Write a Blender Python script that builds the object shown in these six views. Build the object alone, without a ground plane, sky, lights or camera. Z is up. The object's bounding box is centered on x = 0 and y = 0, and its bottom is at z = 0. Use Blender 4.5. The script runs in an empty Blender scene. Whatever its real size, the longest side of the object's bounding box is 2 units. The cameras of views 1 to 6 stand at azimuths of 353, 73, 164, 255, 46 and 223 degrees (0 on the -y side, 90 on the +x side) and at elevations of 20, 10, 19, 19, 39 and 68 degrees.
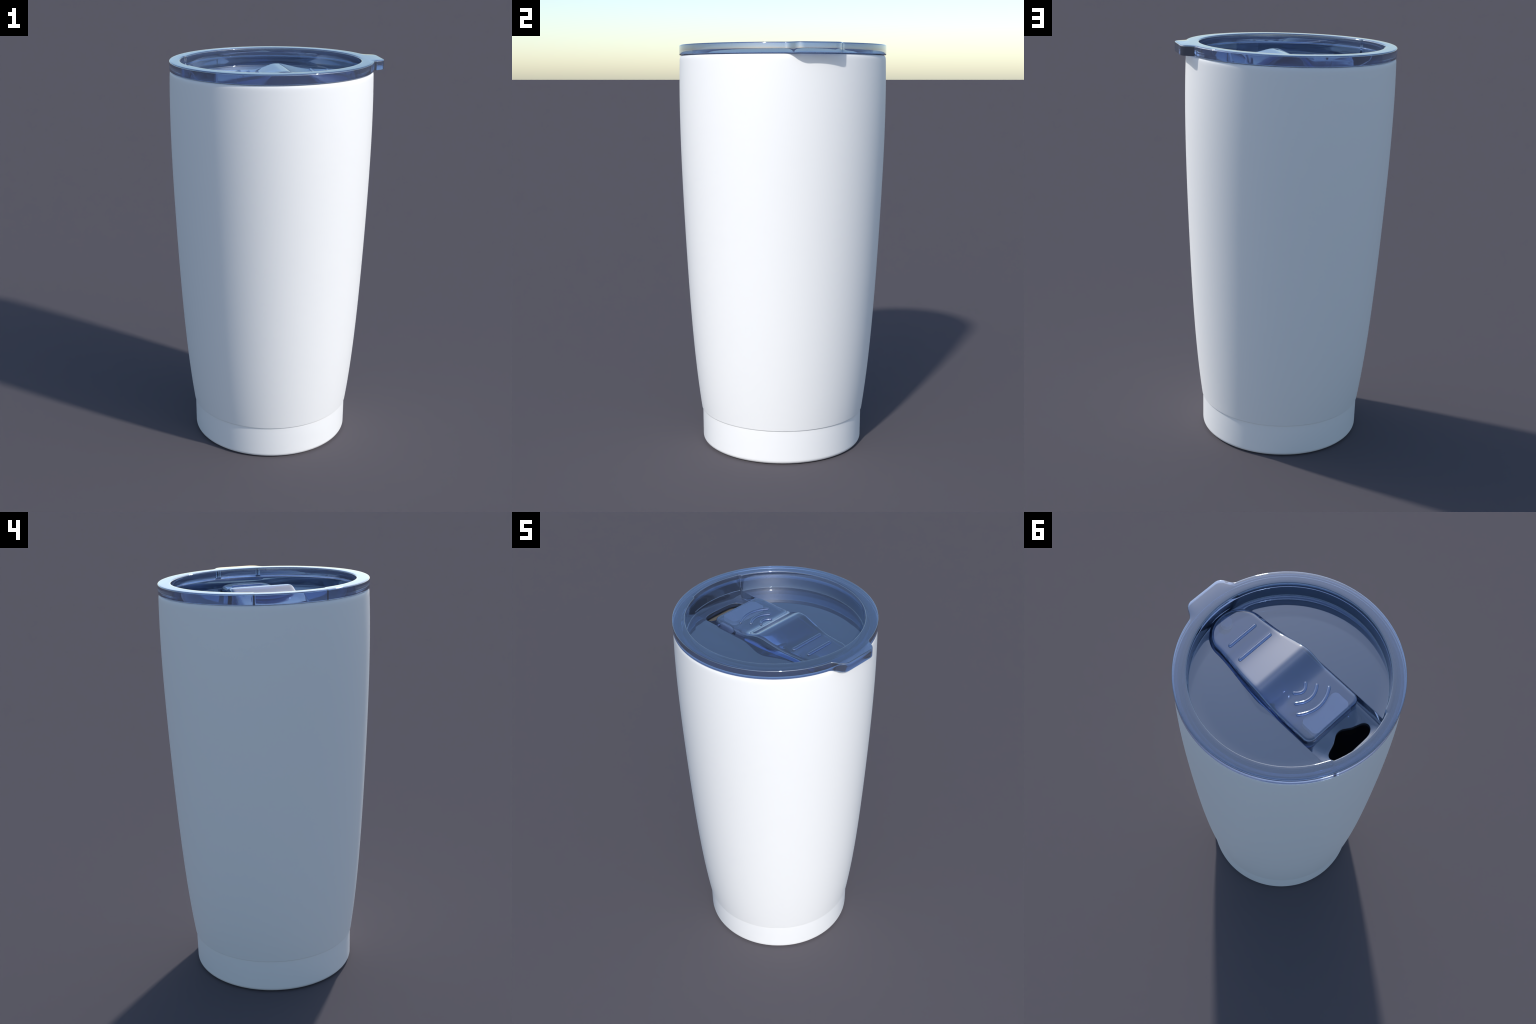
# White vacuum tumbler with a see-through blue press-in lid, drawn with a sliding
# mouth cover.  Metres, z up; the cup's axis stands at x = AXIS_X.
import bpy, bmesh, math
import numpy as np

AXIS_X = -0.022
TAU = math.tau

# ------------------------------------------------------------------ helpers

def arc(centre, radius, start, end, steps):
    """Points on a circular arc in the (r, z) plane, angles in degrees."""
    out = []
    for i in range(steps + 1):
        a = math.radians(start + (end - start) * i / steps)
        out.append((centre[0] + radius * math.cos(a), centre[1] + radius * math.sin(a)))
    return out


def new_object(name, verts, faces, material, parent=None, smooth_angle=40):
    mesh = bpy.data.meshes.new(name)
    mesh.from_pydata([tuple(v) for v in verts], [], faces)
    bm = bmesh.new()
    bm.from_mesh(mesh)
    bmesh.ops.remove_doubles(bm, verts=bm.verts, dist=1e-6)
    bmesh.ops.recalc_face_normals(bm, faces=bm.faces)
    bm.to_mesh(mesh)
    bm.free()
    if smooth_angle:
        mesh.shade_smooth()
        mesh.set_sharp_from_angle(angle=math.radians(smooth_angle))
    mesh.materials.append(material)
    obj = bpy.data.objects.new(name, mesh)
    bpy.context.scene.collection.objects.link(obj)
    obj.parent = parent
    return obj


def lathe(name, profile, material, parent, segments=256, closed=True, smooth_angle=40):
    """Turn an (r, z) profile about the cup's axis; r = 0 ends close on the axis."""
    verts, faces, rings = [], [], []
    for r, z in profile:
        if r < 1e-6:
            rings.append([len(verts)])
            verts.append((AXIS_X, 0, z))
        else:
            rings.append(list(range(len(verts), len(verts) + segments)))
            verts += [(AXIS_X + r * math.cos(TAU * k / segments), r * math.sin(TAU * k / segments), z) for k in range(segments)]
    pairs = list(zip(rings, rings[1:] + rings[:1] if closed else rings[1:]))
    for a, b in pairs:
        for k in range(segments):
            m = (k + 1) % segments
            if len(a) == 1 and len(b) == 1:
                break
            if len(a) == 1:
                faces.append((a[0], b[m], b[k]))
            elif len(b) == 1:
                faces.append((a[k], a[m], b[0]))
            else:
                faces.append((a[k], a[m], b[m], b[k]))
    return new_object(name, verts, faces, material, parent, smooth_angle)


def smoothstep(a, b, x):
    t = min(1.0, max(0.0, (x - a) / (b - a)))
    return t * t * (3 - 2 * t)

# ---------------------------------------------------------------- materials

def principled(name, colour, roughness, **other):
    mat = bpy.data.materials.new(name)
    mat.use_nodes = True
    shader = mat.node_tree.nodes["Principled BSDF"]
    shader.inputs["Base Color"].default_value = (*colour, 1)
    shader.inputs["Roughness"].default_value = roughness
    for key, value in other.items():
        shader.inputs[key.replace("_", " ")].default_value = value
    return mat, shader


def coated_white():
    mat, shader = principled("white_powder_coat", (0.945, 0.945, 0.945), 0.5)
    nodes, links = mat.node_tree.nodes, mat.node_tree.links
    coord = nodes.new("ShaderNodeTexCoord")
    grain = nodes.new("ShaderNodeTexNoise")
    grain.inputs["Scale"].default_value = 220
    grain.inputs["Detail"].default_value = 2
    ramp = nodes.new("ShaderNodeValToRGB")
    ramp.color_ramp.elements[0].color = (0.938, 0.938, 0.938, 1)
    ramp.color_ramp.elements[1].color = (0.952, 0.952, 0.952, 1)
    links.new(coord.outputs["Object"], grain.inputs["Vector"])
    links.new(grain.outputs["Fac"], ramp.inputs["Fac"])
    links.new(ramp.outputs["Color"], shader.inputs["Base Color"])
    return mat


def layered_clear_blue(name, tint_colour):
    """Clear blue plastic with a mirror-like skin.

    Its outer faces throw back SKIN of the light at every angle and more towards
    grazing angles (SKIN_GAIN times the Fresnel term); the rest enters the tinted solid."""
    mat, shader = principled(name, tint_colour, 0.02, Transmission_Weight=1.0, IOR=1.45)
    nodes, links = mat.node_tree.nodes, mat.node_tree.links

    def math_node(kind, a, b):
        n = nodes.new("ShaderNodeMath")
        n.operation = kind
        for socket, value in zip(n.inputs, (a, b)):
            if isinstance(value, (int, float)):
                socket.default_value = value
            else:
                links.new(value, socket)
        return n.outputs[0]

    fresnel = nodes.new("ShaderNodeFresnel")
    fresnel.inputs["IOR"].default_value = 1.5
    r = fresnel.outputs[0]
    stack = math_node("ADD", math_node("MULTIPLY", r, SKIN_GAIN), SKIN)
    facing = nodes.new("ShaderNodeNewGeometry")
    outside = math_node("SUBTRACT", 1.0, facing.outputs["Backfacing"])
    amount = math_node("MULTIPLY", stack, outside)
    tint = nodes.new("ShaderNodeMix")
    tint.data_type = "RGBA"
    tint.inputs["A"].default_value = (*MIRROR_TINT, 1)
    tint.inputs["B"].default_value = (1, 1, 1, 1)
    links.new(stack, tint.inputs["Factor"])
    gloss = nodes.new("ShaderNodeBsdfGlossy")
    gloss.inputs["Roughness"].default_value = 0.02
    links.new(tint.outputs["Result"], gloss.inputs["Color"])
    mix = nodes.new("ShaderNodeMixShader")
    links.new(amount, mix.inputs[0])
    # a little milky scatter in the plastic
    scatter = nodes.new("ShaderNodeBsdfDiffuse")
    scatter.inputs["Color"].default_value = (*SCATTER_COLOUR, 1)
    body = nodes.new("ShaderNodeMixShader")
    links.new(math_node("MULTIPLY", outside, SCATTER), body.inputs[0])
    links.new(shader.outputs[0], body.inputs[1])
    links.new(scatter.outputs[0], body.inputs[2])
    links.new(body.outputs[0], mix.inputs[1])
    links.new(gloss.outputs[0], mix.inputs[2])
    links.new(mix.outputs[0], nodes["Material Output"].inputs["Surface"])
    return mat


SKIN, SKIN_GAIN = 0.26, 0.55
SCATTER, SCATTER_COLOUR = 0.10, (0.36, 0.45, 0.62)
DARKENED_TINT = (0.19, 0.29, 0.62)  # slider's copy of the lid tint, darkened to mute internal light streaks
GLASS_TINT, MIRROR_TINT = (0.27, 0.38, 0.63), (0.66, 0.79, 1.0)
WHITE = coated_white()
STEEL, _ = principled("brushed_steel", (0.36, 0.35, 0.34), 0.40, Metallic=0.5)
BLUE_CLEAR = layered_clear_blue("clear_blue_plastic", GLASS_TINT)
BLUE_DARKENED = layered_clear_blue("darkened_blue_plastic", DARKENED_TINT)
MAGNET, _ = principled("grey_magnet", (0.6, 0.6, 0.6), 0.35, Metallic=0.0)

# -------------------------------------------------------------------- thing

tumbler = bpy.data.objects.new("tumbler", None)
bpy.context.scene.collection.objects.link(tumbler)
tumbler["label"] = "white tapered travel tumbler with clear blue sliding lid"
tumbler["category"] = "tumbler"

# ---------------------------------------------------------------- cup parts

SEAM_Z, LIP_Z = 0.172, 1.951


def cup_radius(z):
    h = z - 1
    return 0.48232 + 0.04973 * h - 0.01931 * h ** 2 + 0.00716 * h ** 3 - 0.02083 * h ** 4


# outer shell, from the rolled lower edge up over the lip and down its inside
shell = [(0.395, SEAM_Z + 0.003), (0.4085, SEAM_Z), (cup_radius(SEAM_Z) - 0.0022, SEAM_Z), (cup_radius(SEAM_Z) - 0.0010, SEAM_Z + 0.0004)]
shell += [(cup_radius(SEAM_Z + h) - d, SEAM_Z + h) for h, d in ((0.0014, 0.0003), (0.0024, 0), (0.004, 0), (0.008, 0))]
shell += [(cup_radius(z), z) for z in np.linspace(0.19, 1.925, 90)]
shell += [(0.5018, 1.934), (0.5006, 1.941), (0.4986, 1.9465), (0.4965, 1.9485), (0.4945, 1.9490), (0.4935, 1.9480), (0.4930, 1.945)]
shell += [(0.4850, 1.90), (0.395, 0.19)]
lathe("cup_body", shell, WHITE, tumbler)

base = [(0, 0.0), (0.387, 0.0)] + arc((0.3872, 0.021), 0.021, -90, 0, 10)[1:]
base += [(0.4092, SEAM_Z - 0.002), (0.4080, SEAM_Z - 0.0008), (0.4080, SEAM_Z + 0.01), (0.39, SEAM_Z + 0.01), (0, SEAM_Z + 0.01)]
lathe("base", base, WHITE, tumbler, closed=False)

liner = [(0.4930, 1.935), (0.4930, 1.9485), (0.4920, 1.9505), (0.4900, LIP_Z), (0.4835, LIP_Z), (0.4800, 1.9500), (0.4782, 1.947), (0.4775, 1.943), (0.4765, 1.90), (0.4700, 1.85)]
liner += [(cup_radius(z) - 0.048, z) for z in np.linspace(1.83, 0.3, 30)]
liner += [(0.34, 0.25), (0, 0.25), (0, 0.24), (0.345, 0.24)]
liner += [(cup_radius(z) - 0.043, z) for z in np.linspace(0.3, 1.83, 30)] + [(0.4740, 1.85), (0.4800, 1.90), (0.4925, 1.93)]
lathe("steel_liner", liner, STEEL, tumbler, closed=False)

# ---------------------------------------------------------------------- lid

LID_TOP, LID_UNDER, WELL_FLOOR, WELL_BOTTOM = 2.0, 1.953, 1.905, 1.842
RIM_OUT, RIM_IN, MOUTH_IN, WELL_OUT = 0.5040, 0.4405, 0.4505, 0.4620
TAB_X, TAB_HALF, TAB_FOOT = 0.5274, 0.1095, 0.143
CHANNEL_FLOOR = 1.863


def tab_outline():
    """Half outline of the thumb tab in plan (x, y), from its tip out to the rim."""
    corner, turn = 0.045, 60
    cx, cy = TAB_X - corner, TAB_HALF - 0.040
    pts = [(TAB_X, y) for y in np.linspace(0, cy, 8)]
    pts += [(cx + corner * math.cos(a), cy + corner * math.sin(a)) for a in np.radians(np.linspace(0, turn, 22))[1:]]
    x0, y0 = pts[-1]
    # foot: a hollow fillet that runs into the round rim
    foot = math.asin(TAB_FOOT / RIM_OUT)
    x3, y3 = AXIS_X + RIM_OUT * math.cos(foot), TAB_FOOT
    t0, t3 = (-math.sin(math.radians(turn)), math.cos(math.radians(turn))), (-math.sin(foot), math.cos(foot))
    x1, y1 = x0 + 0.014 * t0[0], y0 + 0.014 * t0[1]
    x2, y2 = x3 - 0.022 * t3[0], y3 - 0.022 * t3[1]
    for t in np.linspace(0, 1, 24)[1:]:
        s = 1 - t
        pts.append((s**3 * x0 + 3*s*s*t * x1 + 3*s*t*t * x2 + t**3 * x3, s**3 * y0 + 3*s*s*t * y1 + 3*s*t*t * y2 + t**3 * y3))
    return pts


tab_polar = sorted((math.atan2(y, x - AXIS_X), math.hypot(x - AXIS_X, y)) for x, y in tab_outline())
TAB_ANGLES, TAB_RADII = [p[0] for p in tab_polar], [p[1] for p in tab_polar]


def rim_outer(theta):
    a = abs((theta + math.pi) % TAU - math.pi)
    return float(np.interp(a, TAB_ANGLES, TAB_RADII)) if a < TAB_ANGLES[-1] else RIM_OUT


def rim_inner(theta):
    """Inner wall radius; it steps back behind the drinking mouth."""
    a = abs((theta % TAU) - math.pi)
    y = RIM_IN * math.sin(a) if a < math.pi / 2 else 1
    return MOUTH_IN + (RIM_IN - MOUTH_IN) * smoothstep(0.153, 0.166, y)


def lid_profile(theta):
    ro, ri = rim_outer(theta), rim_inner(theta)
    f = 0.0055                                    # fillet of the upper edges
    p = [(r, WELL_FLOOR) for r in (0.10, 0.20, 0.30, 0.38)]
    foot = ri - 0.0005                            # a trace of draft
    p += arc((foot - 0.004, WELL_FLOOR + 0.004), 0.004, -90, 0, 5)
    p += [(foot + 0.3 * (ri - foot), 1.935), (foot + 0.65 * (ri - foot), 1.965)]
    p += arc((ri + f, LID_TOP - f), f, 180, 90, 7)
    p += [(ri + 0.02, LID_TOP), (RIM_OUT - 0.02, LID_TOP)]
    p += arc((ro - f, LID_TOP - f), f, 90, 0, 7)
    p += [(ro, 1.975)]
    p += arc((ro - 0.003, LID_UNDER + 0.003), 0.003, 0, -90, 4)
    p += [(RIM_OUT - 0.012, LID_UNDER), (WELL_OUT + 0.004, LID_UNDER)]
    p += [(WELL_OUT + 0.001, LID_UNDER - 0.001), (WELL_OUT, LID_UNDER - 0.004), (WELL_OUT, 1.90)]
    p += arc((WELL_OUT - 0.01, WELL_BOTTOM + 0.01), 0.01, 0, -90, 5)
    p += [(r, WELL_BOTTOM) for r in (0.38, 0.25, 0.12)]
    return p


def lid_angles():
    """Even steps all round, with finer ones at the tab and at the mouth's corners."""
    even = list(np.linspace(0, TAU, 240, endpoint=False))
    tab = [s * a for a in TAB_ANGLES for s in (1, -1)]
    corner = [math.pi + s * math.asin(y / RIM_IN) for y in np.linspace(0.150, 0.169, 14) for s in (1, -1)]
    fine = sorted(a % TAU for a in tab + corner)
    keep = [a for a in even if min(abs((a - b + math.pi) % TAU - math.pi) for b in fine) > 0.008]
    out = []
    for a in sorted(keep + fine):
        if not out or a - out[-1] > 1e-5:
            out.append(a)
    return out


def lid_blank():
    verts, faces, columns = [], [], []
    top, bottom = 0, 1
    verts += [(AXIS_X, 0, WELL_FLOOR), (AXIS_X, 0, WELL_BOTTOM)]
    for theta in lid_angles():
        column = []
        for r, z in lid_profile(theta):
            column.append(len(verts))
            verts.append((AXIS_X + r * math.cos(theta), r * math.sin(theta), z))
        columns.append(column)
    for a, b in zip(columns, columns[1:] + columns[:1]):
        faces.append((top, a[0], b[0]))
        for i in range(len(a) - 1):
            faces.append((a[i], a[i + 1], b[i + 1], b[i]))
        faces.append((bottom, b[-1], a[-1]))
    return new_object("lid", verts, faces, BLUE_CLEAR, tumbler)


def channel_half_width(x):
    """Half width in plan of the slider's channel: straight at the mouth, narrowing to a round end."""
    end, radius = 0.424, 0.128
    if x < 0.0:
        w = 0.165
    else:
        w = 0.165 - 0.030 * smoothstep(0.0, 0.30, x)
    c = end - radius
    if x > c:
        w = min(w, radius * 1.055 * math.sqrt(max(0.0, 1 - ((x - c) / radius) ** 2)))
    return w


def channel_outline(grow=0.0):
    """Closed plan outline of the channel, pushed outwards by `grow`."""
    xs = list(np.linspace(-0.40, 0.29, 40)) + list(0.296 + 0.128 * np.sin(np.radians(np.linspace(2, 90, 24))))
    upper = [(x, channel_half_width(x)) for x in xs]
    mouth_r = MOUTH_IN - 0.003
    edge = math.asin(0.164 / mouth_r)
    mouth = [(AXIS_X - mouth_r * math.cos(a), mouth_r * math.sin(a)) for a in np.linspace(-edge, edge, 25)]
    pts = upper + [(x, -w) for x, w in reversed(upper[:-1])] + mouth
    pts = np.array(pts)
    keep = [0]
    for i in range(1, len(pts)):
        if np.hypot(*(pts[i] - pts[keep[-1]])) > 1e-4:
            keep.append(i)
    pts = pts[keep]
    tangent = np.roll(pts, -1, 0) - np.roll(pts, 1, 0)
    normal = np.stack([tangent[:, 1], -tangent[:, 0]], 1)
    normal /= np.linalg.norm(normal, axis=1)[:, None]
    if np.sum(normal * (pts - pts.mean(0))) < 0:
        normal = -normal
    # the end against the wall stays put so that the cut does not reach the rim
    hold = np.clip((pts[:, 0] + 0.43) / 0.02, 0, 1)[:, None]
    return pts + normal * grow * hold


def prism(name, rings):
    """Solid between stacked outlines of equal length: [(points, z), ...]."""
    verts, faces, n = [], [], len(rings[0][0])
    for pts, z in rings:
        verts += [(x, y, z) for x, y in pts]
    for k in range(len(rings) - 1):
        for i in range(n):
            j = (i + 1) % n
            faces.append((k * n + i, k * n + j, (k + 1) * n + j, (k + 1) * n + i))
    faces.append(tuple(range(n)))
    faces.append(tuple(range((len(rings) - 1) * n, len(rings) * n)))
    return new_object(name, verts, faces, BLUE_CLEAR, None, smooth_angle=0)


def mouth_hole_outline(grow=0.0):
    """Drinking opening: a swelling towards the slider between two rounded ears."""
    half = [(-0.4335, 0.0), (-0.433, 0.045), (-0.430, 0.080), (-0.418, 0.106), (-0.400, 0.117), (-0.384, 0.114), (-0.372, 0.100),
            (-0.364, 0.078), (-0.356, 0.056), (-0.344, 0.036), (-0.333, 0.018), (-0.330, 0.0)]
    loop = half + [(x, -y) for x, y in reversed(half[1:-1])]
    p = np.array(loop)
    out = []
    n = len(p)
    for i in range(n):
        p0, p1, p2, p3 = p[i - 1], p[i], p[(i + 1) % n], p[(i + 2) % n]
        for t in np.linspace(0, 1, 5, endpoint=False):
            out.append(0.5 * (2 * p1 + (p2 - p0) * t + (2*p0 - 5*p1 + 4*p2 - p3) * t*t + (3*p1 - p0 - 3*p2 + p3) * t**3))
    pts = np.array(out)
    tangent = np.roll(pts, -1, 0) - np.roll(pts, 1, 0)
    normal = np.stack([tangent[:, 1], -tangent[:, 0]], 1)
    normal /= np.linalg.norm(normal, axis=1)[:, None]
    if np.sum(normal * (pts - pts.mean(0))) < 0:
        normal = -normal
    return pts + normal * grow


def cut(target, tool):
    mod = target.modifiers.new("cut", "BOOLEAN")
    mod.operation, mod.object, mod.solver = "DIFFERENCE", tool, "EXACT"
    graph = bpy.context.evaluated_depsgraph_get()
    mesh = bpy.data.meshes.new_from_object(target.evaluated_get(graph))
    target.modifiers.clear()
    old, target.data = target.data, mesh
    bpy.data.meshes.remove(old)
    data = tool.data
    bpy.data.objects.remove(tool)
    bpy.data.meshes.remove(data)


lid = lid_blank()
b = 0.004
rings = [(channel_outline(-b * (1 - math.sin(math.radians(a)))), CHANNEL_FLOOR + b * (1 - math.cos(math.radians(a)))) for a in (0, 30, 60, 90)]
rings += [(channel_outline(0.0025 * (1 - math.cos(math.radians(a)))), WELL_FLOOR - 0.0025 * (1 - math.sin(math.radians(a)))) for a in (0, 25, 50, 75)]
rings += [(channel_outline(0.0025), WELL_FLOOR + 0.02)]
cut(lid, prism("channel_tool", rings))
rings = [(mouth_hole_outline(0.0), 1.80), (mouth_hole_outline(0.0), CHANNEL_FLOOR - 0.003), (mouth_hole_outline(0.001), CHANNEL_FLOOR - 0.001), (mouth_hole_outline(0.003), CHANNEL_FLOOR + 0.0003), (mouth_hole_outline(0.003), CHANNEL_FLOOR + 0.02)]
cut(lid, prism("mouth_tool", rings))
lid.data.name = "lid"
lid.data.shade_smooth()
lid.data.set_sharp_from_angle(angle=math.radians(38))

# ------------------------------------------------------------------- slider

SLIDE_TOP, SLIDE_BOTTOM = 1.9295, 1.866
SLIDE_X0, SLIDE_X1 = -0.305, 0.416


def slide_top(x):
    """Height of the slider's upper face: flat pads each side of a thumb ridge."""
    crest = 0.0325
    if x < 0.022:
        t = smoothstep(-0.100, 0.043, x)
        g = t / smoothstep(-0.100, 0.043, 0.022)
    else:
        g = 1 - smoothstep(-0.05, 0.215, x)
        g /= 1 - smoothstep(-0.05, 0.215, 0.022)
    z = SLIDE_TOP + crest * g
    # round the ridge's very top
    d = abs(x - 0.022)
    if d < 0.03:
        z -= 0.004 * (1 - d / 0.03) ** 2
    return z


def slide_half_width(x):
    w = 0.157 - 0.034 * smoothstep(-0.02, 0.32, x)
    c, radius = SLIDE_X1 - 0.118, 0.118
    if x > c:
        w = min(w, radius * 1.06 * math.sqrt(max(0.0, 1 - ((x - c) / radius) ** 2)))
    corner = 0.038
    d = x - SLIDE_X0
    if d < corner:
        w -= corner - math.sqrt(max(0.0, corner ** 2 - (corner - d) ** 2))
    return w


def slider_mesh():
    f = 0.014                                     # fillet of the upper edge
    xs = list(SLIDE_X0 + 0.038 * (1 - np.cos(np.radians(np.linspace(0, 90, 12)))))
    xs += list(np.linspace(SLIDE_X0 + 0.045, 0.295, 90)) + list(0.298 + 0.118 * np.sin(np.radians(np.linspace(3, 88, 26))))
    across = 24
    loop_plan = [(x, slide_half_width(x)) for x in xs]
    # inset plan by the fillet, row by row
    outer = np.array(loop_plan + [(x, -w) for x, w in reversed(loop_plan)])
    tangent = np.roll(outer, -1, 0) - np.roll(outer, 1, 0)
    normal = np.stack([tangent[:, 1], -tangent[:, 0]], 1)
    normal /= np.linalg.norm(normal, axis=1)[:, None] + 1e-12
    if np.sum(normal * (outer - outer.mean(0))) < 0:
        normal = -normal
    n = len(xs)
    inner = outer - normal * f
    verts, faces = [], []
    grid = []
    for i in range(n):
        x, w = inner[i]
        row = []
        for k in range(across + 1):
            y = w * (1 - 2 * k / across)
            row.append(len(verts))
            verts.append((x, y, slide_top(x)))
        grid.append(row)
    for i in range(n - 1):
        for k in range(across):
            faces.append((grid[i][k], grid[i][k + 1], grid[i + 1][k + 1], grid[i + 1][k]))
    # border of that grid in order, with an outward direction for each vertex
    border = [grid[i][0] for i in range(n)]
    border += grid[-1][1:]
    border += [grid[i][-1] for i in range(n - 2, -1, -1)]
    border += grid[0][-2:0:-1]
    dirs = []
    for v in border:
        p = np.array(verts[v][:2])
        j = int(np.argmin(np.sum((inner - p) ** 2, 1)))
        if v in grid[0][1:-1]:
            dirs.append(np.array([-1.0, 0.0]))
        elif v in grid[-1][1:-1]:
            dirs.append(np.array([1.0, 0.0]))
        else:
            dirs.append(normal[j])
    def ring(distance, z_of):
        ids = []
        for v, d in zip(border, dirs):
            x, y, z = verts[v]
            ids.append(len(verts))
            verts.append((x + d[0] * distance, y + d[1] * distance, z_of(z)))
        return ids
    rings = [border]
    for a in (15, 30, 45, 60, 75, 90):
        s, c = math.sin(math.radians(a)), math.cos(math.radians(a))
        rings.append(ring(f * s, lambda z: z - f * (1 - c)))
    rings.append(ring(f, lambda z: SLIDE_BOTTOM + 0.006))
    for a in (45, 90):
        s, c = math.sin(math.radians(a)), math.cos(math.radians(a))
        rings.append(ring(f - 0.006 * (1 - c), lambda z: SLIDE_BOTTOM + 0.006 * (1 - s)))
    m = len(border)
    for p, q in zip(rings, rings[1:]):
        for i in range(m):
            j = (i + 1) % m
            faces.append((p[i], p[j], q[j], q[i]))
    faces.append(tuple(rings[-1]))
    return verts, faces


verts, faces = slider_mesh()
slider = new_object("slider", verts, faces, BLUE_DARKENED, tumbler, smooth_angle=50)


def bar_along(points, radius, steps=14):
    """Round bar with domed ends along a path."""
    pts = np.array(points, float)
    tangent = np.gradient(pts, axis=0)
    tangent /= np.linalg.norm(tangent, axis=1)[:, None]
    stations = []
    for a in np.radians(np.linspace(88, 15, 6)):
        stations.append((pts[0] - tangent[0] * radius * math.sin(a), tangent[0], radius * math.cos(a)))
    stations += [(p, t, radius) for p, t in zip(pts, tangent)]
    for a in np.radians(np.linspace(15, 88, 6)):
        stations.append((pts[-1] + tangent[-1] * radius * math.sin(a), tangent[-1], radius * math.cos(a)))
    verts, faces = [], []
    for p, t, r in stations:
        side, up = np.array([-t[1], t[0], 0]), np.array([0, 0, 1.0])
        for k in range(steps):
            a = TAU * k / steps
            verts.append(p + side * r * math.cos(a) + up * 0.95 * r * math.sin(a))
    for s in range(len(stations) - 1):
        for k in range(steps):
            j = (k + 1) % steps
            faces.append((s * steps + k, s * steps + j, (s + 1) * steps + j, (s + 1) * steps + k))
    faces.append(tuple(range(steps)))
    faces.append(tuple(range((len(stations) - 1) * steps, len(stations) * steps)))
    return verts, faces


RIB_RADIUS = 0.0092
for x, half in ((0.192, 0.090), (0.273, 0.074)):
    path = [(x, y, slide_top(x) - 0.0005) for y in np.linspace(-half, half, 12)]
    v, f = bar_along(path, RIB_RADIUS)
    new_object("grip_rib", v, f, BLUE_DARKENED, slider, smooth_angle=60)
# three arcs that open towards the mouth, one inside the other
for x_tip, half, bulge in ((-0.088, 0.034, 0.020), (-0.128, 0.064, 0.026), (-0.172, 0.095, 0.034)):
    path = []
    for t in np.linspace(-1, 1, 21):
        x = x_tip - bulge * (1 - t * t)
        path.append((x, half * t, slide_top(x) - 0.0005))
    v, f = bar_along(path, RIB_RADIUS * 0.9)
    new_object("wave_rib", v, f, BLUE_DARKENED, slider, smooth_angle=60)


def rounded_block(name, centre, half, corner, z0, z1, material, parent):
    pts = []
    for sx, sy, a0 in ((1, 1, 0), (-1, 1, 90), (-1, -1, 180), (1, -1, 270)):
        for a in np.radians(np.linspace(a0, a0 + 90, 8)):
            pts.append((centre[0] + sx * (half[0] - corner) + corner * math.cos(a), centre[1] + sy * (half[1] - corner) + corner * math.sin(a)))
    obj = prism(name, [(pts, z0), (pts, z1)])
    obj.data.materials.clear()
    obj.data.materials.append(material)
    obj.parent = parent
    return obj


rounded_block("magnet", (-0.246, 0), (0.045, 0.107), 0.022, 1.873, 1.920, MAGNET, slider)
rounded_block("magnet", (0.376, 0), (0.026, 0.026), 0.0259, 1.873, 1.918, MAGNET, slider)
